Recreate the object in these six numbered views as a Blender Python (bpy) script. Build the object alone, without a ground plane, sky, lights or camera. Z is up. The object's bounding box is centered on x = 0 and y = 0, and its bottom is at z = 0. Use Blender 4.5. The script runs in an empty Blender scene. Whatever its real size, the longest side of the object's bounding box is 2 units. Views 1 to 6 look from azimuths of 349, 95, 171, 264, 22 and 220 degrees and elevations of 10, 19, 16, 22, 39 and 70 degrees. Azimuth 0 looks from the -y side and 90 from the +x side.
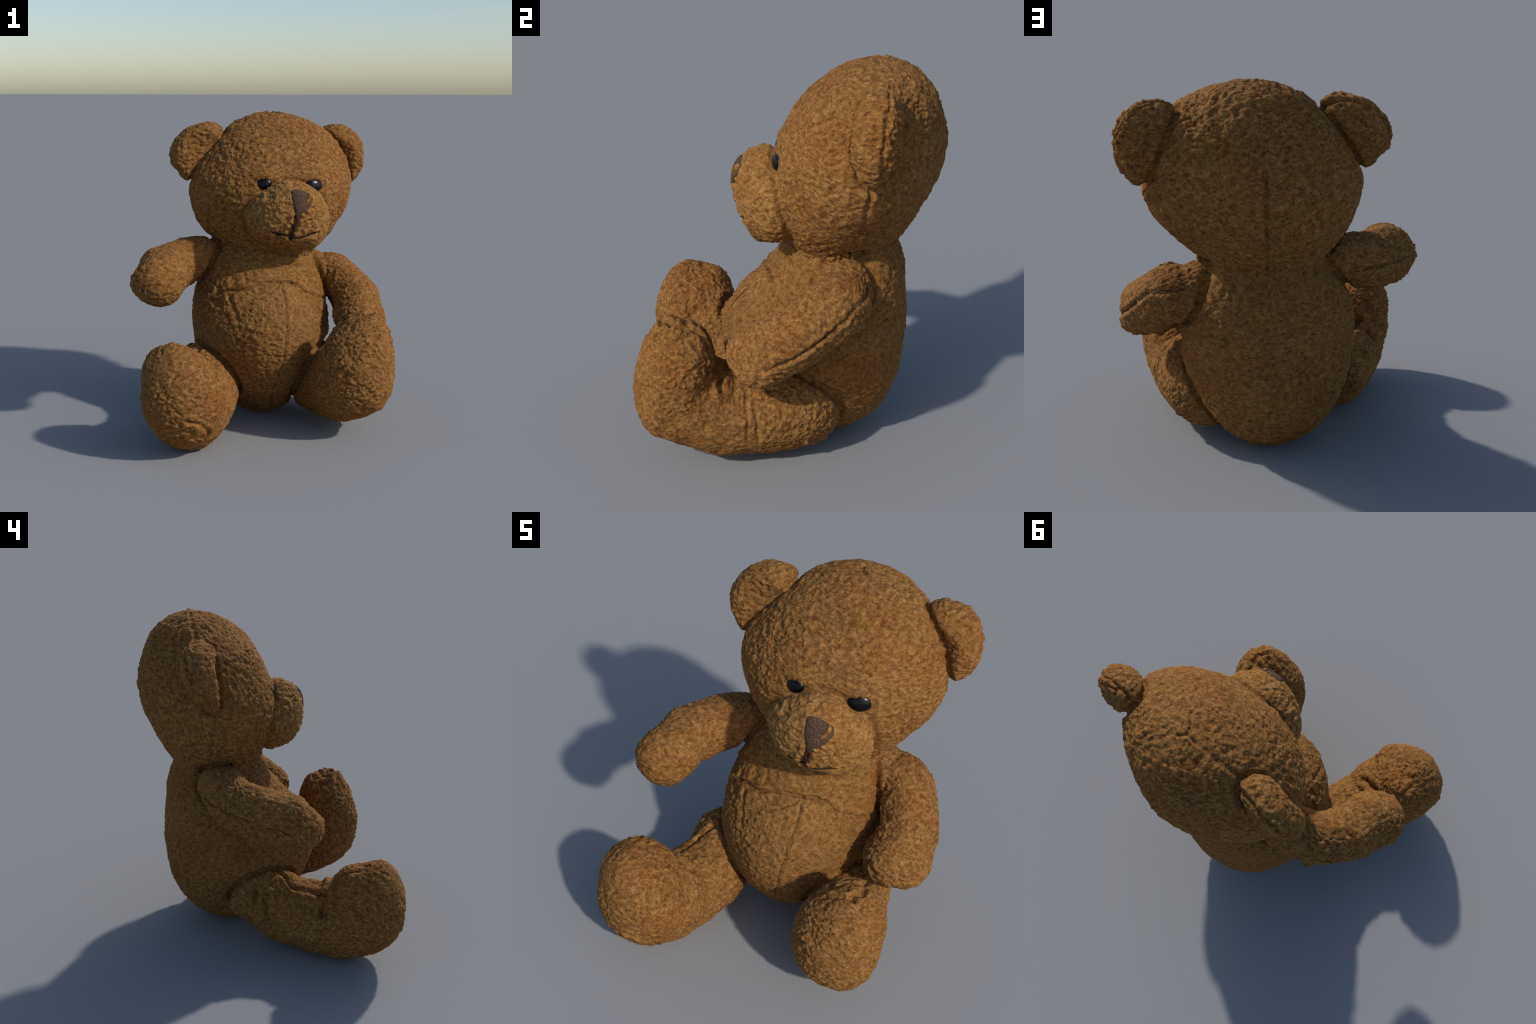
import bpy, bmesh, math
import numpy as np
from mathutils import Vector
from mathutils.bvhtree import BVHTree

# ------------------------------------------------------------------ stuffed shapes
# A stuffed bag is a centre, a turn, half sizes and a fullness: one factor for each
# of 26 directions (below, 8 round the lower ring, 8 round the middle, 8 round the
# upper ring, above).  Rings start at +x and run anticlockwise.
AZ = [(1, 0), (1, 1), (0, 1), (-1, 1), (-1, 0), (-1, -1), (0, -1), (1, -1)]
DIRS = np.array([(0, 0, -1)] + [(a, b, z) for z in (-1, 0, 1) for a, b in AZ] + [(0, 0, 1)], float)
DIRS /= np.linalg.norm(DIRS, axis=1, keepdims=True)
BLEND = 7.0


def turn(e):
    a, b, c = e
    rx = np.array([[1, 0, 0], [0, math.cos(a), -math.sin(a)], [0, math.sin(a), math.cos(a)]])
    ry = np.array([[math.cos(b), 0, math.sin(b)], [0, 1, 0], [-math.sin(b), 0, math.cos(b)]])
    rz = np.array([[math.cos(c), -math.sin(c), 0], [math.sin(c), math.cos(c), 0], [0, 0, 1]])
    return rz @ ry @ rx


class Bag:
    def __init__(s, centre, angles, size, rings):
        s.c, s.R, s.size = np.array(centre), turn(angles), np.array(size)
        s.full = np.array([v for ring in rings for v in ring])

    def reach(s, d):
        w = np.exp(BLEND * (d @ DIRS.T - 1))
        return (w @ s.full) / w.sum(1)

    def local(s, p):
        return ((p - s.c) @ s.R) / s.size

    def dist(s, p):
        q = s.local(p)
        n = np.linalg.norm(q, axis=1, keepdims=True) + 1e-9
        return (n[:, 0] - s.reach(q / n)) * s.size.mean()

    def mesh(s):
        bm = bmesh.new()
        bmesh.ops.create_icosphere(bm, subdivisions=5, radius=1)
        d = np.array([v.co[:] for v in bm.verts])
        d /= np.linalg.norm(d, axis=1, keepdims=True)
        p = (d * s.reach(d)[:, None] * s.size) @ s.R.T + s.c
        f = [[v.index for v in g.verts] for g in bm.faces]
        bm.free()
        return p, f


class Tube:
    """A limb: a spine of x, y, z, radius stations, smoothly joined."""

    def __init__(s, spine, m=40):
        K = np.array(spine, float)
        n = len(K)
        Q = np.vstack([2 * K[0] - K[1], K, 2 * K[-1] - K[-2]])
        t = np.linspace(0, n - 1 - 1e-6, m)
        i = t.astype(int)
        u = (t - i)[:, None]
        a, b, c, d = Q[i], Q[i + 1], Q[i + 2], Q[i + 3]
        s.S = .5 * (2 * b + (c - a) * u + (2 * a - 5 * b + 4 * c - d) * u ** 2 + (3 * b - a - 3 * c + d) * u ** 3)

    def dist(s, p):
        best = np.full(len(p), 9.0)
        for c in s.S:
            best = np.minimum(best, np.linalg.norm(p - c[:3], axis=1) - c[3])
        return best

    def mesh(s):
        P, F, b = [], [], 0
        bm = bmesh.new()
        bmesh.ops.create_icosphere(bm, subdivisions=3, radius=1)
        d = np.array([v.co[:] for v in bm.verts])
        f = [[v.index for v in g.verts] for g in bm.faces]
        bm.free()
        for c in s.S[::2]:
            P.append(d * c[3] + c[:3])
            F += [[i + b for i in g] for g in f]
            b += len(d)
        return np.vstack(P), F


def smin(a, b, k):
    h = np.clip(.5 + .5 * (b - a) / k, 0, 1)
    return b * (1 - h) + a * h - k * h * (1 - h)


HEAD = Bag((0.156, 0.382, 1.491), (0.231, 0.064, 0.078), (0.56, 0.50, 0.52),
           [[0.960], [0.707, 0.697, 0.754, 0.854, 1.045, 0.922, 1.126, 0.997], [1.037, 0.704, 0.906, 0.859, 1.062, 0.905, 0.871, 0.921], [1.036, 1.053, 1.111, 0.996, 0.815, 0.804, 0.702, 0.911], [0.873]])
MUZZLE = Bag((0.170, 0.002, 1.349), (0.022, 0.110, 0.100), (0.26, 0.22, 0.22),
             [[0.919], [1.239, 1.162, 1.085, 1.228, 0.999, 1.075, 0.938, 1.213], [1.064, 1.042, 1.063, 1.140, 1.059, 0.952, 1.005, 1.073], [1.055, 0.994, 0.962, 0.943, 0.905, 1.016, 1.266, 1.125], [1.012]])
EAR_R = Bag((-0.332, 0.443, 1.745), (-0.508, 0.674, -0.515), (0.20, 0.11, 0.22),
            [[0.865], [1.226, 0.919, 0.934, 0.963, 0.887, 0.995, 0.810, 0.930], [0.991, 0.945, 0.920, 1.025, 0.767, 0.871, 0.904, 0.638], [1.079, 1.070, 0.955, 1.037, 0.754, 0.918, 1.169, 0.784], [1.049]])
EAR_L = Bag((0.643, 0.465, 1.702), (-0.090, -0.216, -0.034), (0.20, 0.11, 0.22),
            [[1.008], [0.921, 0.968, 0.908, 0.902, 0.987, 0.970, 0.943, 0.993], [0.880, 1.044, 0.860, 0.881, 0.939, 0.918, 0.841, 1.076], [0.864, 1.139, 1.088, 1.030, 0.985, 0.959, 0.945, 1.047], [0.942]])
TORSO = Bag((0.080, 0.231, 0.589), (0.120, -0.015, -0.014), (0.42, 0.40, 0.56),
            [[1.010], [0.971, 0.994, 1.046, 1.078, 1.131, 1.174, 1.201, 1.056], [1.034, 0.962, 0.969, 1.079, 1.147, 1.443, 1.611, 1.103], [1.135, 1.382, 1.365, 1.411, 1.166, 0.890, 0.883, 0.753], [0.983]])
ARM_R = Tube([[-0.148, 0.387, 1.031, 0.085], [-0.323, 0.313, 1.042, 0.136], [-0.502, 0.229, 1.008, 0.151], [-0.62, 0.072, 0.986, 0.162]])
PAW_R = Bag((-0.662, -0.091, 0.958), (-0.034, -0.056, 0.006), (0.17, 0.17, 0.17),
            [[0.811], [0.843, 0.910, 0.876, 0.960, 0.888, 1.080, 1.059, 0.989], [1.049, 1.054, 1.020, 1.113, 1.071, 1.077, 1.050, 1.001], [1.123, 1.117, 0.988, 0.919, 0.943, 0.891, 0.713, 0.755], [0.968]])
ARM_L = Tube([[0.259, 0.35, 1.008, 0.138], [0.462, 0.313, 0.899, 0.147], [0.588, 0.275, 0.879, 0.149], [0.68, 0.074, 0.756, 0.155]])
PAW_L = Bag((0.671, -0.056, 0.687), (0.012, -0.141, 0.037), (0.17, 0.17, 0.17),
            [[0.733], [1.170, 1.046, 0.733, 0.764, 0.833, 1.164, 0.951, 1.080], [0.933, 1.103, 0.967, 1.020, 1.146, 1.260, 1.036, 0.795], [0.837, 0.996, 0.993, 0.996, 0.944, 0.900, 0.804, 0.755], [0.901]])
LEG_R = Tube([[-0.441, 0.208, 0.301, 0.052], [-0.363, 0.028, 0.323, 0.19], [-0.391, -0.142, 0.234, 0.213], [-0.525, -0.452, 0.226, 0.232], [-0.512, -0.460, 0.272, 0.238]])
FOOT_R = Bag((-0.594, -0.578, 0.401), (-0.178, 0.032, -0.228), (0.27, 0.23, 0.32),
             [[1.108], [1.043, 1.053, 1.211, 1.073, 0.838, 1.072, 0.963, 1.018], [1.082, 0.929, 1.029, 0.935, 0.755, 0.959, 1.017, 1.030], [0.674, 0.714, 0.963, 1.056, 0.956, 1.032, 1.108, 0.833], [0.685]])
LEG_L = Tube([[0.363, 0.139, 0.254, 0.119], [0.368, 0.076, 0.281, 0.235], [0.462, -0.245, 0.256, 0.215], [0.479, -0.432, 0.338, 0.237]])
FOOT_L = Bag((0.531, -0.504, 0.494), (-0.216, 0.121, 0.092), (0.25, 0.20, 0.36),
             [[0.823], [0.976, 0.973, 0.961, 1.045, 1.032, 1.007, 0.984, 1.076], [0.741, 0.904, 1.009, 1.030, 0.998, 0.960, 1.051, 0.871], [0.831, 0.964, 0.870, 0.866, 0.812, 0.902, 1.074, 0.907], [0.774]])

# name, shape, blend width into what came before
SHAPES = [("torso", TORSO, .02), ("head", HEAD, .055), ("muzzle", MUZZLE, .010), ("ear", EAR_R, .010), ("ear.001", EAR_L, .010),
          ("arm", ARM_R, .014), ("paw", PAW_R, .05), ("arm.001", ARM_L, .014), ("paw.001", PAW_L, .05),
          ("leg", LEG_R, .014), ("foot", FOOT_R, .05), ("leg.001", LEG_L, .014), ("foot.001", FOOT_L, .05)]
JOIN = {"paw": "arm", "paw.001": "arm.001", "foot": "leg", "foot.001": "leg.001"}


def fields(p):
    """Distance to every shape, and to the whole sewn body."""
    each = {}
    for name, s, _ in SHAPES:
        each[name] = s.dist(p)
    whole = None
    for name, s, k in SHAPES:
        if name in JOIN:
            continue
        f = each[name]
        for sub, main in JOIN.items():
            if main == name:
                f = smin(f, each[sub], .05 if "arm" in main else .032)
        whole = f if whole is None else smin(whole, f, k)
    return each, whole


# ------------------------------------------------------------------ noise for sculpting
rng = np.random.RandomState(7)
GRAD = rng.normal(size=(4096, 3))
GRAD /= np.linalg.norm(GRAD, axis=1, keepdims=True)


def perlin(p):
    i = np.floor(p).astype(np.int64)
    f = p - i
    w = f * f * f * (f * (f * 6 - 15) + 10)
    out = 0
    for dx in (0, 1):
        for dy in (0, 1):
            for dz in (0, 1):
                h = ((i[:, 0] + dx) * 73856093 ^ (i[:, 1] + dy) * 19349663 ^ (i[:, 2] + dz) * 83492791) & 4095
                g = (GRAD[h] * (f - (dx, dy, dz))).sum(1)
                wx = w[:, 0] if dx else 1 - w[:, 0]
                wy = w[:, 1] if dy else 1 - w[:, 1]
                wz = w[:, 2] if dz else 1 - w[:, 2]
                out = out + g * wx * wy * wz
    return out


def bump01(x):
    return np.clip(1 - x * x, 0, 1) ** 2


# ------------------------------------------------------------------ seams and folds
# part prefix, depth, half width, points along the line
SEAMS = [
    # seam from ear to ear over the crown, and on down behind the cheeks
    ("head", .010, .010, [(-.31, .38, 1.19), (-.354, .382, 1.287), (-.393, .378, 1.393), (-.404, .375, 1.488), (-.391, .404, 1.573)]),
    ("head", .007, .012, [(-.19, .465, 1.87), (-.125, .476, 1.909), (-.032, .489, 1.954), (.055, .498, 1.978)]),
    ("head", .015, .008, [(.06, .50, 1.975), (.12, .505, 1.985), (.165, .503, 1.989), (.20, .53, 1.985)]),
    ("head", .013, .008, [(.165, .503, 1.989), (.19, .45, 1.988), (.235, .40, 1.98)]),
    ("head", .004, .010, [(.216, .474, 1.991), (.375, .473, 1.968), (.549, .473, 1.872), (.58, .5, 1.83)]),
    ("head", .012, .011, [(.69, .442, 1.473), (.669, .429, 1.392), (.631, .413, 1.32), (.548, .411, 1.223)]),
    ("head", .017, .009, [(.157, .819, 1.663), (.145, .812, 1.572), (.136, .781, 1.427), (.124, .693, 1.262), (.105, .528, 1.115)]),
    ("head", .0085, .007, [(.58, .253, 1.783), (.607, .296, 1.78), (.639, .353, 1.761)]),
    # chest fold, belly seam and patch edges
    ("torso", .017, .009, [(-.377, .084, .721), (-.29, .016, .819), (-.21, -.021, .862), (-.133, -.067, .866), (-.027, -.072, .902), (.104, -.066, .906), (.199, -.031, .9), (.29, -.022, .836), (.397, .046, .785), (.45, .12, .76)]),
    ("torso", .012, .010, [(-.213, -.04, .838), (-.186, -.127, .76), (-.175, -.181, .697)]),
    ("torso", .010, .008, [(.1, -.085, .889), (.024, -.136, .849), (-.044, -.158, .814)]),
    ("torso", .009, .008, [(.122, -.062, .905), (.129, -.195, .782), (.12, -.28, .675), (.101, -.321, .56), (.091, -.323, .455), (.052, -.264, .29), (.05, -.15, .14), (.058, .009, .071)]),
    ("torso", .010, .009, [(.198, -.035, .897), (.247, -.062, .835), (.254, -.167, .728), (.254, -.23, .636)]),
    # arm seams
    ("arm", .009, .009, [(-.42, .42, 1.018), (-.538, .382, 1.021), (-.652, .294, 1.02), (-.733, .187, 1.006), (-.8, .026, .975), (-.837, -.1, .962), (-.775, -.224, .92), (-.70, -.26, .90)]),
    ("arm", .008, .009, [(-.317, .444, 1.002), (-.416, .423, 1.018), (-.53, .385, 1.028)]),
    ("arm.001", .011, .010, [(.494, .453, .963), (.591, .426, .945), (.693, .375, .915), (.768, .286, .84), (.812, .153, .753), (.835, .035, .696), (.841, -.055, .657), (.822, -.073, .589)]),
    # folds on the legs, seams round the toes
    ("leg.001", .008, .009, [(.544, -.158, .43), (.625, -.144, .347), (.651, -.142, .217)]),
    ("leg.001", .007, .009, [(.545, -.125, .44), (.625, -.104, .348), (.64, -.09, .194)]),
    ("leg.001", .013, .010, [(.564, -.543, .793), (.618, -.567, .756), (.663, -.565, .708), (.706, -.557, .642)]),
    ("leg.001", .013, .012, [(.564, -.543, .793), (.605, -.481, .786), (.584, -.39, .761), (.601, -.343, .7), (.606, -.314, .599)]),
    ("leg.001", .011, .010, [(.43, -.534, .742), (.502, -.553, .78), (.577, -.55, .787)]),
    ("leg", .016, .012, [(-.416, .029, .453), (-.502, .042, .387), (-.547, .03, .275)]),
    ("leg", .018, .012, [(-.437, .092, .443), (-.488, .085, .403), (-.515, .106, .35)]),
    ("leg", .006, .010, [(-.58, -.305, .437), (-.644, -.295, .372), (-.681, -.287, .304)]),
    ("leg", .020, .014, [(-.352, .013, .465), (-.407, -.063, .459), (-.477, -.137, .439), (-.513, -.235, .43), (-.589, -.322, .465)]),
    ("leg", .006, .010, [(-.613, -.353, .534), (-.66, -.418, .625), (-.679, -.51, .656), (-.692, -.585, .666), (-.713, -.662, .639)]),
    ("leg", .012, .010, [(-.592, -.804, .282), (-.515, -.788, .251), (-.449, -.728, .176), (-.473, -.692, .115)]),
    # ankles, folded where the feet turn up
    ("leg", .024, .016, [(-.661, -.287, .36), (-.62, -.299, .426), (-.557, -.326, .481), (-.509, -.367, .505), (-.443, -.38, .49), (-.383, -.391, .45)]),
    ("leg.001", .020, .016, [(.40, -.26, .48), (.493, -.267, .511), (.568, -.275, .494), (.61, -.27, .45)]),
    # the muzzle, drawn in by the stitched mouth
    ("muzzle", .016, .014, [(.19, -.23, 1.36), (.181, -.225, 1.309), (.16, -.209, 1.267), (.163, -.173, 1.209)]),
    ("muzzle", .012, .010, [(.033, -.166, 1.264), (.076, -.18, 1.248), (.116, -.19, 1.244), (.157, -.197, 1.24)]),
    ("muzzle", .012, .010, [(.16, -.186, 1.226), (.223, -.185, 1.224), (.276, -.186, 1.239), (.347, -.162, 1.249)]),
]


def spline(pts, m):
    K = np.array(pts, float)
    Q = np.vstack([2 * K[0] - K[1], K, 2 * K[-1] - K[-2]])
    t = np.linspace(0, len(K) - 1 - 1e-6, m)
    i = t.astype(int)
    u = (t - i)[:, None]
    a, b, c, d_ = Q[i], Q[i + 1], Q[i + 2], Q[i + 3]
    return .5 * (2 * b + (c - a) * u + (2 * a - 5 * b + 4 * c - d_) * u ** 2 + (3 * b - a - 3 * c + d_) * u ** 3)


def line_distance(p, pts):
    pts = np.array(pts, float)
    best = np.full(len(p), 9.0)
    for a, b in zip(pts[:-1], pts[1:]):
        d = b - a
        t = np.clip((p - a) @ d / (d @ d), 0, 1)
        best = np.minimum(best, np.linalg.norm(p - a - t[:, None] * d, axis=1))
    return best


# ------------------------------------------------------------------ mesh helpers
def new_mesh(name, verts, faces):
    me = bpy.data.meshes.new(name)
    me.from_pydata([tuple(v) for v in verts], [], [tuple(f) for f in faces])
    me.update()
    return me


def get_co(me):
    a = np.empty(len(me.vertices) * 3, np.float32)
    me.vertices.foreach_get("co", a)
    return a.reshape(-1, 3).astype(np.float64)


def set_co(me, p):
    me.vertices.foreach_set("co", p.astype(np.float32).ravel())
    me.update()


def get_no(me):
    a = np.empty(len(me.vertices) * 3, np.float32)
    me.vertex_normals.foreach_get("vector", a)
    return a.reshape(-1, 3).astype(np.float64)


def evaluated(ob):
    dg = bpy.context.evaluated_depsgraph_get()
    return bpy.data.meshes.new_from_object(ob.evaluated_get(dg), depsgraph=dg)


# ------------------------------------------------------------------ the pile of the plush
# The same noise makes the tufts in the mesh and the colour of tips and roots.
def pile_nodes(nt, co):
    """Returns (tuft, broad) noise sockets, in a shader or a geometry node tree."""
    def noise(scale, detail, rough, dist, vec):
        n = nt.nodes.new("ShaderNodeTexNoise")
        n.inputs["Scale"].default_value = scale
        n.inputs["Detail"].default_value = detail
        n.inputs["Roughness"].default_value = rough
        n.inputs["Distortion"].default_value = dist
        nt.links.new(vec, n.inputs["Vector"])
        return n.outputs[0]
    # the lay of the pile wanders, so bend the space before stretching it
    sway = nt.nodes.new("ShaderNodeTexNoise")
    sway.inputs["Scale"].default_value = 3.5
    sway.inputs["Detail"].default_value = 1.0
    nt.links.new(co, sway.inputs["Vector"])
    bend = nt.nodes.new("ShaderNodeVectorMath")
    bend.operation = "MULTIPLY_ADD"
    nt.links.new(sway.outputs["Color"], bend.inputs[0])
    bend.inputs[1].default_value = (.10, .10, .10)
    nt.links.new(co, bend.inputs[2])
    stretch = nt.nodes.new("ShaderNodeVectorMath")
    stretch.operation = "MULTIPLY"
    stretch.inputs[1].default_value = (.85, .95, 1.25)
    nt.links.new(bend.outputs[0], stretch.inputs[0])
    tuft = noise(42, 2.5, .6, .35, stretch.outputs[0])
    broad = noise(15, 1.5, .5, .3, co)
    return tuft, broad


def pile_displace():
    nt = bpy.data.node_groups.new("pile_relief", "GeometryNodeTree")
    nt.interface.new_socket("Geometry", in_out="INPUT", socket_type="NodeSocketGeometry")
    nt.interface.new_socket("Geometry", in_out="OUTPUT", socket_type="NodeSocketGeometry")
    gi, go = nt.nodes.new("NodeGroupInput"), nt.nodes.new("NodeGroupOutput")
    pos, nor = nt.nodes.new("GeometryNodeInputPosition"), nt.nodes.new("GeometryNodeInputNormal")
    amp = nt.nodes.new("GeometryNodeInputNamedAttribute")
    amp.data_type = "FLOAT"
    amp.inputs["Name"].default_value = "pile"
    tuft, broad = pile_nodes(nt, pos.outputs[0])

    def math_(op, a, b):
        m = nt.nodes.new("ShaderNodeMath")
        m.operation = op
        for i, x in enumerate((a, b)):
            if isinstance(x, (int, float)):
                m.inputs[i].default_value = x
            else:
                nt.links.new(x, m.inputs[i])
        return m.outputs[0]
    h = math_("MULTIPLY", math_("SUBTRACT", tuft, .5), .032)
    h = math_("MULTIPLY", h, amp.outputs["Attribute"])
    h = math_("ADD", h, math_("MULTIPLY", math_("SUBTRACT", broad, .5), .018))
    sc = nt.nodes.new("ShaderNodeVectorMath")
    sc.operation = "SCALE"
    nt.links.new(nor.outputs[0], sc.inputs[0])
    nt.links.new(h, sc.inputs["Scale"])
    sp = nt.nodes.new("GeometryNodeSetPosition")
    nt.links.new(gi.outputs[0], sp.inputs["Geometry"])
    nt.links.new(sc.outputs[0], sp.inputs["Offset"])
    nt.links.new(sp.outputs[0], go.inputs[0])
    return nt


# ------------------------------------------------------------------ materials
def lin(hexcode):
    v = [int(hexcode[i:i + 2], 16) / 255 for i in (0, 2, 4)]
    return tuple((c / 12.92 if c <= .04045 else ((c + .055) / 1.055) ** 2.4) for c in v) + (1,)


def plush(name, root, mid, tip, red, olive, patch=.5):
    m = bpy.data.materials.new(name)
    m.use_nodes = True
    nt = m.node_tree
    N, L = nt.nodes, nt.links
    bsdf = N["Principled BSDF"]
    co = N.new("ShaderNodeTexCoord").outputs["Object"]
    tuft, broad = pile_nodes(nt, co)
    fine = N.new("ShaderNodeTexNoise")
    fine.inputs["Scale"].default_value = 95
    fine.inputs["Detail"].default_value = 3
    fine.inputs["Roughness"].default_value = .65
    fine.inputs["Distortion"].default_value = .8
    L.new(co, fine.inputs["Vector"])
    mixh = N.new("ShaderNodeMix")
    mixh.inputs["Factor"].default_value = .40
    L.new(tuft, mixh.inputs[2])
    L.new(fine.outputs[0], mixh.inputs[3])
    ramp = N.new("ShaderNodeValToRGB")
    r = ramp.color_ramp
    r.elements[0].position, r.elements[0].color = .31, lin(root)
    r.elements[1].position, r.elements[1].color = .66, lin(tip)
    e = r.elements.new(.47)
    e.color = lin(mid)
    L.new(mixh.outputs[0], ramp.inputs["Fac"])
    # patches of redder and of more olive pile
    col = ramp.outputs[0]
    for seed, scale, tint, amount in ((3.1, 3.2, red, patch), (8.7, 4.5, olive, patch), (5.3, 14, red, patch * .8)):
        mp = N.new("ShaderNodeMapping")
        mp.inputs["Location"].default_value = (seed, seed * .7, -seed)
        L.new(co, mp.inputs["Vector"])
        n = N.new("ShaderNodeTexNoise")
        n.inputs["Scale"].default_value = scale
        n.inputs["Detail"].default_value = 3
        n.inputs["Roughness"].default_value = .6
        L.new(mp.outputs[0], n.inputs["Vector"])
        k = N.new("ShaderNodeMapRange")
        k.inputs["From Min"].default_value = .48
        k.inputs["From Max"].default_value = .68
        k.inputs["To Max"].default_value = amount
        L.new(n.outputs[0], k.inputs["Value"])
        mx = N.new("ShaderNodeMix")
        mx.data_type, mx.blend_type = "RGBA", "MULTIPLY"
        L.new(k.outputs[0], mx.inputs["Factor"])
        L.new(col, mx.inputs[6])
        mx.inputs[7].default_value = tint
        col = mx.outputs[2]
    L.new(col, bsdf.inputs["Base Color"])
    bsdf.inputs["Roughness"].default_value = .95
    bsdf.inputs["Specular IOR Level"].default_value = .12
    bsdf.inputs["Sheen Weight"].default_value = .03
    bsdf.inputs["Sheen Roughness"].default_value = .5
    bsdf.inputs["Sheen Tint"].default_value = lin("c89050")
    bp = N.new("ShaderNodeBump")
    bp.inputs["Strength"].default_value = .45
    bp.inputs["Distance"].default_value = .006
    L.new(fine.outputs[0], bp.inputs["Height"])
    L.new(bp.outputs[0], bsdf.inputs["Normal"])
    return m


RED, OLIVE = (.93, .76, .60, 1), (.84, .88, .74, 1)
FUR = plush("caramel_plush", "472c18", "78512a", "a07745", RED, OLIVE)
FUR_BODY = plush("torso_brown_plush", "4a2e19", "77522a", "986f41", RED, OLIVE)
FUR_FACE = plush("pale_plush", "4f341c", "825b30", "aa814d", RED, OLIVE, .4)


def plain(name, hexcode, rough, spec=.5, coat=0.0, grain=None):
    m = bpy.data.materials.new(name)
    m.use_nodes = True
    b = m.node_tree.nodes["Principled BSDF"]
    b.inputs["Base Color"].default_value = lin(hexcode)
    b.inputs["Roughness"].default_value = rough
    b.inputs["Specular IOR Level"].default_value = spec
    b.inputs["Coat Weight"].default_value = coat
    b.inputs["Coat Roughness"].default_value = .04
    if grain:
        nt = m.node_tree
        co = nt.nodes.new("ShaderNodeTexCoord")
        n = nt.nodes.new("ShaderNodeTexNoise")
        n.inputs["Scale"].default_value = 140
        n.inputs["Detail"].default_value = 3
        ramp = nt.nodes.new("ShaderNodeValToRGB")
        ramp.color_ramp.elements[0].position, ramp.color_ramp.elements[0].color = .35, lin(hexcode)
        ramp.color_ramp.elements[1].position, ramp.color_ramp.elements[1].color = .7, lin(grain)
        nt.links.new(co.outputs["Object"], n.inputs["Vector"])
        nt.links.new(n.outputs[0], ramp.inputs["Fac"])
        nt.links.new(ramp.outputs[0], b.inputs["Base Color"])
        bp = nt.nodes.new("ShaderNodeBump")
        bp.inputs["Strength"].default_value = .4
        bp.inputs["Distance"].default_value = .004
        nt.links.new(n.outputs[0], bp.inputs["Height"])
        nt.links.new(bp.outputs[0], b.inputs["Normal"])
    return m


EYE = plain("black_glass", "080808", .26, .22, .05)
NOSE = plain("brown_embroidery", "38291e", .9, .12, 0, "664f40")
MOUTH = plain("dark_embroidery", "33221a", .9, .1)
SEAM_DARK = plain("seam_dark_brown", "452e1e", .9, .1)
WHITE = plain("pale_thread", "b8aca0", .7, .3)

# ------------------------------------------------------------------ build the sewn body
VOXEL = .0056
allv, allf, base = [], [], 0
for name, s, _ in SHAPES:
    p, f = s.mesh()
    allv.append(p)
    allf += [[i + base for i in g] for g in f]
    base += len(p)
ob = bpy.data.objects.new("rough", new_mesh("rough", np.vstack(allv), allf))
bpy.context.scene.collection.objects.link(ob)
md = ob.modifiers.new("remesh", "REMESH")
md.mode, md.voxel_size, md.adaptivity = "VOXEL", VOXEL, 0
me = evaluated(ob)
ob.modifiers.clear()
ob.data = me

# settle the skin on the sewn shape, with soft hollows where parts meet
for _ in range(3):
    p, n = get_co(me), get_no(me)
    _, whole = fields(p)
    set_co(me, p - n * np.clip(whole, -.012, .012)[:, None] * .9)

# even the quads out a little
E = np.empty(len(me.edges) * 2, np.int32)
me.edges.foreach_get("vertices", E)
E = E.reshape(-1, 2)
deg = np.bincount(E.ravel(), minlength=len(me.vertices)).astype(float)


def smooth(x, rounds):
    for _ in range(rounds):
        s = np.stack([np.bincount(E[:, 0], x[E[:, 1], k], len(x)) + np.bincount(E[:, 1], x[E[:, 0], k], len(x)) for k in range(x.shape[1])], 1)
        x = .5 * x + .5 * s / deg[:, None]
    return x


set_co(me, smooth(get_co(me), 2))

# ---- sculpt: seams, folds, hollows
p, n = get_co(me), get_no(me)
each, _ = fields(p)
names = [s[0] for s in SHAPES]
owner = np.argmin(np.stack([each[k] for k in names]), 0)
wob = np.stack([perlin(p * 22 + k * 31.7) for k in range(3)], 1) * .010 + np.stack([perlin(p * 55 + k * 11.3) for k in range(3)], 1) * .004
d = np.zeros(len(p))
skin = BVHTree.FromPolygons([tuple(v) for v in p], [tuple(f.vertices) for f in me.polygons])
SEAMS = [(part, depth, width, [tuple(skin.find_nearest(Vector(q))[0]) for q in spline(pts, len(pts) * 3)]) for part, depth, width, pts in SEAMS]
for part, depth, width, pts in SEAMS:
    group = [part] + [k for k, v in JOIN.items() if v == part]
    lo, hi = np.min(pts, 0) - .1, np.max(pts, 0) + .1
    sel = np.where(np.isin(owner, [names.index(g) for g in group]) & ((p > lo) & (p < hi)).all(1))[0]
    if len(sel) == 0:
        continue
    x = line_distance(p[sel] + wob[sel], pts)
    vary = np.clip(.75 + .9 * perlin(p[sel] * 9 + depth * 900), .25, 1.3)
    d[sel] += vary * 1.5 * (-depth * np.exp(-(x / width) ** 2) + .35 * depth * np.exp(-((x - 2.3 * width) / (1.4 * width)) ** 2))

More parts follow.
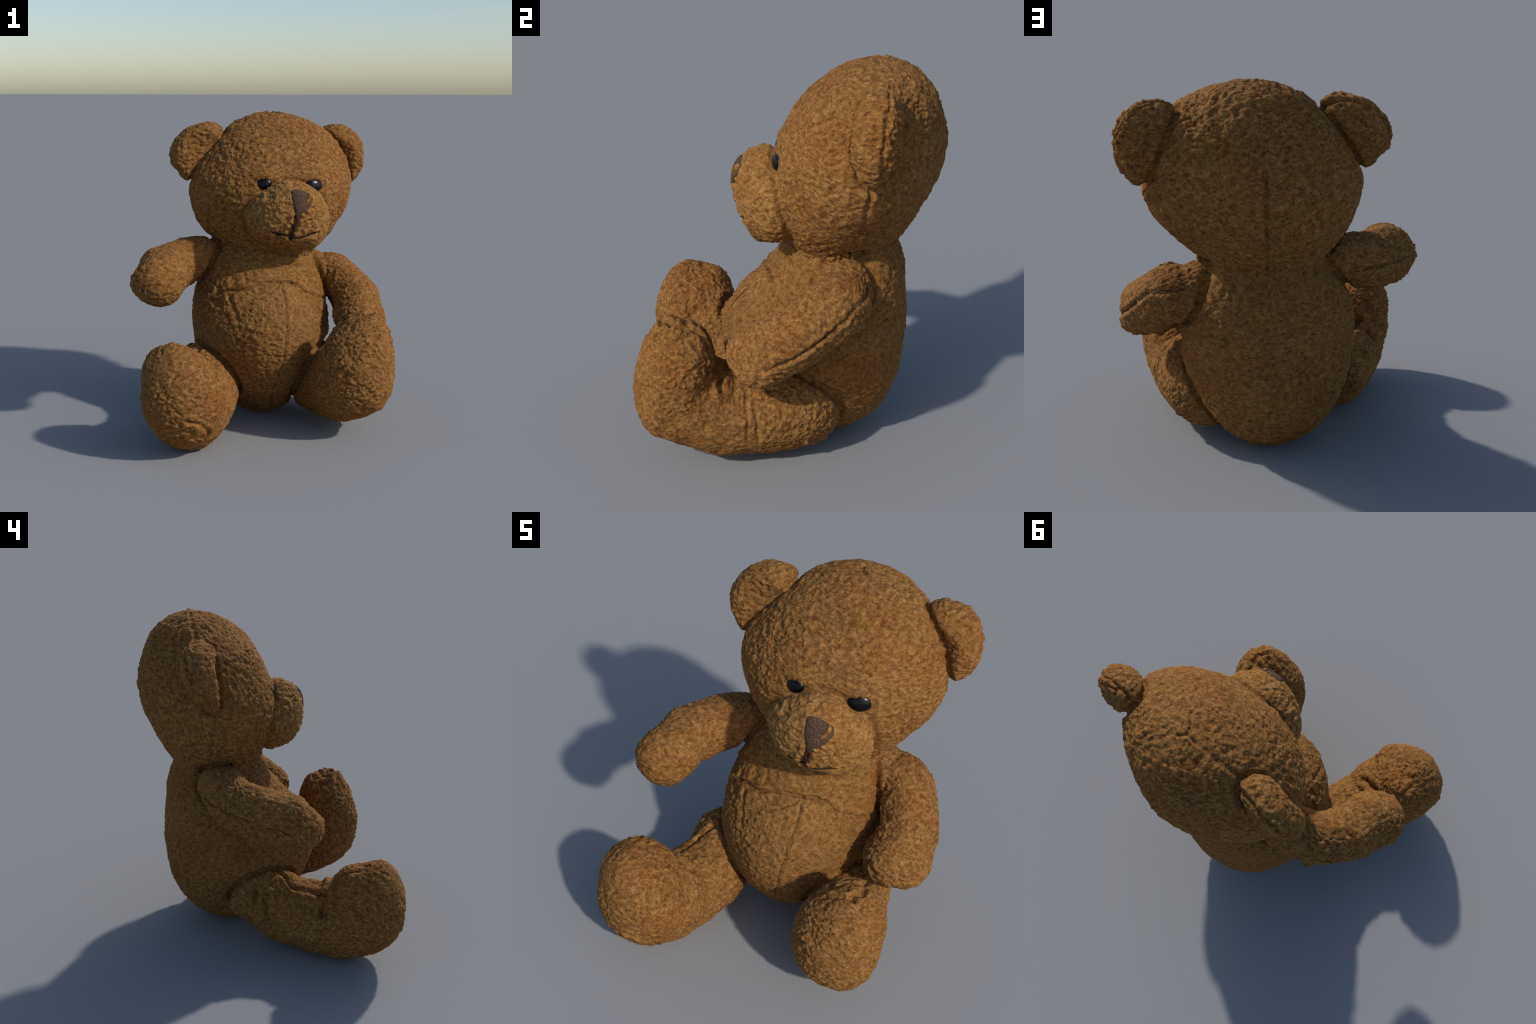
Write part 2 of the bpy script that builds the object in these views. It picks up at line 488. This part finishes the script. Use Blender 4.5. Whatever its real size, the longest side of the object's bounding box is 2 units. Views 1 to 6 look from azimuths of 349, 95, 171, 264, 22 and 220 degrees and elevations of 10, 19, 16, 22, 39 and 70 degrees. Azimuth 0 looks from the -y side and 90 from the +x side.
# tight creases where one stuffed piece is sewn to another
group_d = {k: each[k] for k in names if k not in JOIN}
for sub, main in JOIN.items():
    group_d[main] = np.minimum(group_d[main], each[sub])
near2 = np.stack(list(group_d.values()))
order = np.argsort(near2, 0)[:2]
second = np.take_along_axis(near2, order[1:], 0)[0]
gname = np.array(list(group_d))
pair = gname[order]
is_ear = np.isin(pair, ["ear", "ear.001"]).any(0)
is_neck = np.isin(pair, ["head", "torso"]).all(0)
is_face = (pair == "muzzle").any(0)
depth_at = np.where(is_ear, .034, np.where(is_neck, .020, np.where(is_face, .018, .036)))
d -= depth_at * np.exp(-(second / np.where(is_ear, .015, .016)) ** 2)
seam_near = np.full(len(p), 9.0)
for part, depth, width, pts in SEAMS:
    lo, hi = np.min(pts, 0) - .05, np.max(pts, 0) + .05
    sel = np.where(((p > lo) & (p < hi)).all(1))[0]
    seam_near[sel] = np.minimum(seam_near[sel], line_distance(p[sel] + wob[sel], pts))

# sockets that draw the eyes in
for c in ((.026, -.01, 1.556), (.360, -.005, 1.541)):
    d -= .016 * np.exp(-(np.linalg.norm((p - c) * (1, 1, 1.4), axis=1) / .050) ** 2)
    brow = (p - np.array(c) - (0, 0, .050)) * (.55, 1, 1)
    d += .013 * np.exp(-(np.linalg.norm(brow, axis=1) / .026) ** 2)

# crumpled places, where the pile is matted into lumps and dents
CRUMPLE = [((-.10, .62, 1.87), .26, 1.0), ((.30, .66, 1.86), .24, .9), ((-.25, .03, .78), .17, 1.2), ((.04, -.10, 1.42), .11, 1.0),
           ((-.36, .30, 1.80), .16, .8), ((-.32, .05, 1.72), .16, .8), ((.55, -.50, .76), .18, 1.2), ((-.62, -.62, .30), .16, .6), ((-.46, .05, .42), .17, .9),
           ((-.33, .44, 1.86), .18, .9), ((.72, .46, 1.72), .2, .9), ((.12, .80, 1.55), .22, .7), ((.45, .30, .98), .14, .6)]
crum = np.zeros(len(p))
for c, r, k in CRUMPLE:
    crum = np.maximum(crum, k * np.exp(-(np.linalg.norm(p - c, axis=1) / r) ** 2))
ridge = 1 - 2.6 * np.abs(perlin(p * 17 + wob * 20)) + .5 * perlin(p * 34 + 3)
d += (.011 * crum + .0020) * (ridge - .45) + .010 * perlin(p * 6.5 + 9)

# uneven upright puckers over the belly
belly = np.exp(-(np.linalg.norm((p - (.06, -.22, .58)) * (1, 1, .8), axis=1) / .24) ** 2) * (owner == 0)
d += .011 * belly * perlin(p * (26, 20, 4.5) + wob * 60)

# the ears: hollow in front, rolled rim, and a seam that runs round behind the rim
for k, bag, side in (("ear", EAR_R, 1), ("ear.001", EAR_L, -1)):
    sel = np.where(owner == names.index(k))[0]
    q = bag.local(p[sel])
    face = np.clip(-(n[sel] @ bag.R[:, 1]) * 1.5, 0, 1)
    r = np.sqrt(((q[:, 0] - side * .38) / .82) ** 2 + ((q[:, 2] + .10) / .74) ** 2)
    d[sel] -= .046 * bump01(r) * face
    d[sel] += .010 * np.exp(-((r - 1.05) / .18) ** 2) * face
    back = q[:, 1] * bag.size[1] - .035 + wob[sel, 0] * 1.4
    d[sel] += -.016 * np.exp(-(back / .009) ** 2) + .006 * np.exp(-((back + .022) / .012) ** 2)

d = np.clip(d, -.034, .03)
d = smooth(d[:, None], 2)[:, 0]
set_co(me, smooth(p + n * d[:, None], 1))

# ---- pile height: shorter on the neck, the back of the head and between the limbs
p = get_co(me)
amp = .85 + 1.3 * perlin(p * 2.6 + 5) + .5 * perlin(p * 7.3 + 2)
foot = np.isin(owner, [names.index(x) for x in ("foot", "foot.001", "paw", "paw.001", "ear", "ear.001", "muzzle")])
amp = np.clip(amp + .25 * foot, .25, 1.8)
amp *= np.clip(second / .05, .25, 1) * np.clip(seam_near / .03, .35, 1)
at = me.attributes.new("pile", "FLOAT", "POINT")
at.data.foreach_set("value", amp.astype(np.float32))
md = ob.modifiers.new("pile", "NODES")
md.node_group = pile_displace()
me2 = evaluated(ob)
ob.modifiers.clear()
p = get_co(me2)
p[:, 2] = np.where(p[:, 2] < .012, .012 - .012 * (1 - np.exp(-(.012 - p[:, 2]) / .012)), p[:, 2])  # sat flat on the ground
set_co(me2, p)
NORM = get_no(me2)
me2.attributes.remove(me2.attributes["pile"])

# ------------------------------------------------------------------ cut into named parts
nf = len(me2.polygons)
V = np.empty(len(me2.loops), np.int32)
me2.loops.foreach_get("vertex_index", V)
quads = V.reshape(nf, 4)
centre = p[quads].mean(1)
each, _ = fields(centre)
lab = np.argmin(np.stack([each[k] for k in names]), 0)
names.append("neck")
lab[(lab == 0) & (centre[:, 2] > 1.045)] = names.index("neck")

root = bpy.data.objects.new("teddy_bear", None)
bpy.context.scene.collection.objects.link(root)
root["label"] = "seated brown plush teddy bear with worn fleecy fur"
root["category"] = "teddy bear"


def add(name, me, parent, mat):
    o = bpy.data.objects.new(name, me)
    bpy.context.scene.collection.objects.link(o)
    o.parent = parent
    me.materials.clear()
    me.materials.append(mat)
    return o


made = {}
for k, name in sorted(enumerate(names), key=lambda t: t[1] in JOIN):
    fs = quads[lab == k]
    ids, inv = np.unique(fs, return_inverse=True)
    m = bpy.data.meshes.new(name)
    m.vertices.add(len(ids))
    m.vertices.foreach_set("co", p[ids].astype(np.float32).ravel())
    m.loops.add(fs.size)
    m.loops.foreach_set("vertex_index", inv.ravel().astype(np.int32))
    m.polygons.add(len(fs))
    m.polygons.foreach_set("loop_start", np.arange(0, fs.size, 4, dtype=np.int32))
    m.update(calc_edges=True)
    m.polygons.foreach_set("use_smooth", np.ones(len(fs), bool))
    m.normals_split_custom_set_from_vertices(NORM[ids].astype(np.float32))
    par = made[JOIN[name]] if name in JOIN else root
    made[name] = add(name, m, par, FUR_FACE if name == "muzzle" else FUR_BODY if name in ("torso", "neck") else FUR)

# ------------------------------------------------------------------ things sewn on
tree = BVHTree.FromPolygons([tuple(v) for v in p], [tuple(int(i) for i in f) for f in quads])


def surface(pt):
    loc, no, _, _ = tree.find_nearest(Vector(pt))
    return np.array(loc), np.array(no)


def muzzle_skin(pt):
    """The muzzle below its pile: a smooth bed for the embroidery."""
    q = MUZZLE.local(np.array(pt)[None])
    u = q / np.linalg.norm(q)
    base = (u * MUZZLE.reach(u)[:, None] * MUZZLE.size) @ MUZZLE.R.T + MUZZLE.c
    no = (u / MUZZLE.size) @ MUZZLE.R.T
    return base[0], (no / np.linalg.norm(no))[0]


def eye(name, centre, face, size):
    bm = bmesh.new()
    bmesh.ops.create_uvsphere(bm, u_segments=40, v_segments=24, radius=1)
    f = Vector(face).normalized()
    x = Vector((0, 0, 1)).cross(f).normalized()
    y = f.cross(x)
    for v in bm.verts:
        a = v.co
        v.co = Vector(centre) + x * a.x * size[0] + y * a.y * size[1] + f * a.z * size[2]
        v.normal_update()
    m = bpy.data.meshes.new(name)
    bm.to_mesh(m)
    bm.free()
    m.polygons.foreach_set("use_smooth", np.ones(len(m.polygons), bool))
    return add(name, m, made["head"], EYE)


eye("eye", (.026, .002, 1.554), (-.20, -1, .28), (.051, .041, .025))
eye("eye.001", (.360, .008, 1.539), (.30, -1, .28), (.060, .046, .025))


def pad(name, outline, lift, mat, parent, rings=14, around=72, rough=.0):
    """An embroidered patch: lies on the plush, domed, with a rolled edge."""
    o = spline(outline + outline[:1], around + 1)[:-1]
    c = o.mean(0)
    vs, fs = [], []
    for layer in (1, -1):
        for j in range(rings + 1):
            t = j / rings
            for q in o:
                pt, no = muzzle_skin(c + (q - c) * t)
                h = lift * (.15 + .85 * (1 - t ** 3) ** .5)
                vs.append(pt + np.array(no) * (h if layer == 1 else -.02))
    n1 = (rings + 1) * around
    for L_ in (0, 1):
        for j in range(rings):
            for i in range(around):
                a, b = L_ * n1 + j * around + i, L_ * n1 + j * around + (i + 1) % around
                f = (a, a + around, b + around, b)
                fs.append(f if L_ else f[::-1])
    for i in range(around):
        a, b = rings * around + i, rings * around + (i + 1) % around
        fs.append((a, b, b + n1, a + n1))
    m = new_mesh(name, vs, fs)
    bm = bmesh.new()
    bm.from_mesh(m)
    bmesh.ops.remove_doubles(bm, verts=bm.verts, dist=1e-5)
    bmesh.ops.recalc_face_normals(bm, faces=bm.faces)
    bm.to_mesh(m)
    bm.free()
    m.polygons.foreach_set("use_smooth", np.ones(len(m.polygons), bool))
    return add(name, m, parent, mat)


pad("nose", [(.160, -.183, 1.528), (.211, -.179, 1.530), (.275, -.18, 1.510), (.306, -.182, 1.478), (.287, -.208, 1.437), (.262, -.219, 1.405), (.222, -.229, 1.371), (.190, -.23, 1.345), (.177, -.231, 1.403), (.163, -.219, 1.463)],
    .013, NOSE, made["muzzle"])
pad("nose_fleck", [(.270, -.175, 1.504), (.287, -.18, 1.492), (.286, -.192, 1.466), (.264, -.205, 1.443), (.234, -.213, 1.434), (.244, -.208, 1.454), (.258, -.192, 1.474)],
    .022, FUR_FACE, made["muzzle"], rings=6, around=36)


def thread(name, pts, radius, mat, parent, sink=.0, count=40, soften=3):
    q = spline(pts, count)
    q = np.array([surface(x)[0] + surface(x)[1] * (radius * .4 - sink) for x in q])
    for _ in range(soften):
        q[1:-1] = .5 * q[1:-1] + .25 * (q[:-2] + q[2:])
    vs, fs, k = [], [], 8
    for i in range(count):
        tdir = q[min(i + 1, count - 1)] - q[max(i - 1, 0)]
        tdir /= np.linalg.norm(tdir)
        a = np.cross(tdir, (0, .3, 1))
        a /= np.linalg.norm(a)
        b = np.cross(tdir, a)
        r = radius * (.5 + .5 * math.sin(math.pi * min(1, max(0, (i + .5) / count))) ** .5)
        for j in range(k):
            w = 2 * math.pi * j / k
            vs.append(q[i] + r * (a * math.cos(w) + b * math.sin(w)))
    for i in range(count - 1):
        for j in range(k):
            fs.append((i * k + j, i * k + (j + 1) % k, (i + 1) * k + (j + 1) % k, (i + 1) * k + j))
    fs.append(tuple(range(k))[::-1])
    fs.append(tuple((count - 1) * k + j for j in range(k)))
    m = new_mesh(name, vs, fs)
    m.polygons.foreach_set("use_smooth", np.ones(len(m.polygons), bool))
    return add(name, m, parent, mat)


thread("mouth_stitch", [(.195, -.231, 1.375), (.184, -.226, 1.33), (.172, -.218, 1.285), (.162, -.2, 1.235), (.165, -.173, 1.205)], .008, MOUTH, made["muzzle"], soften=14)
thread("mouth_stitch.001", [(.045, -.166, 1.262), (.076, -.18, 1.248), (.116, -.19, 1.243), (.160, -.197, 1.238)], .006, MOUTH, made["muzzle"], soften=14)
thread("mouth_stitch.002", [(.163, -.186, 1.228), (.223, -.185, 1.224), (.276, -.186, 1.239), (.335, -.165, 1.249)], .006, MOUTH, made["muzzle"], soften=14)
for i, (a, b) in enumerate((((-.838, -.105, .972), (-.836, -.112, .950)), ((-.795, -.20, .940), (-.79, -.205, .920)), ((-.77, -.23, .932), (-.765, -.235, .908)))):
    thread("seam_stitch" + (".%03d" % i if i else ""), [a, b], .003, WHITE, made["paw"], 0, 8)

# thin dark brown tubes along the bottom of the arm and belly seams
count = 0
for part, depth, width, pts in SEAMS:
    if not (part.startswith("arm") or (part == "torso" and depth == .009)):
        continue
    L = sum(np.linalg.norm(np.subtract(a, b)) for a, b in zip(pts[:-1], pts[1:]))
    m = max(8, int(L / .012))
    q = spline(pts[::3], m)
    w = np.stack([perlin(q * 22 + k * 31.7) for k in range(3)], 1) * .010 + np.stack([perlin(q * 55 + k * 11.3) for k in range(3)], 1) * .004
    thread("seam_dark_line" + (".%03d" % count if count else ""), q - w, .0030, SEAM_DARK, made[part], .003, m)
    count += 1

bpy.data.objects.remove(ob)
print("PARTS", {k: len(o.data.polygons) for k, o in made.items()}, p.min(0), p.max(0))
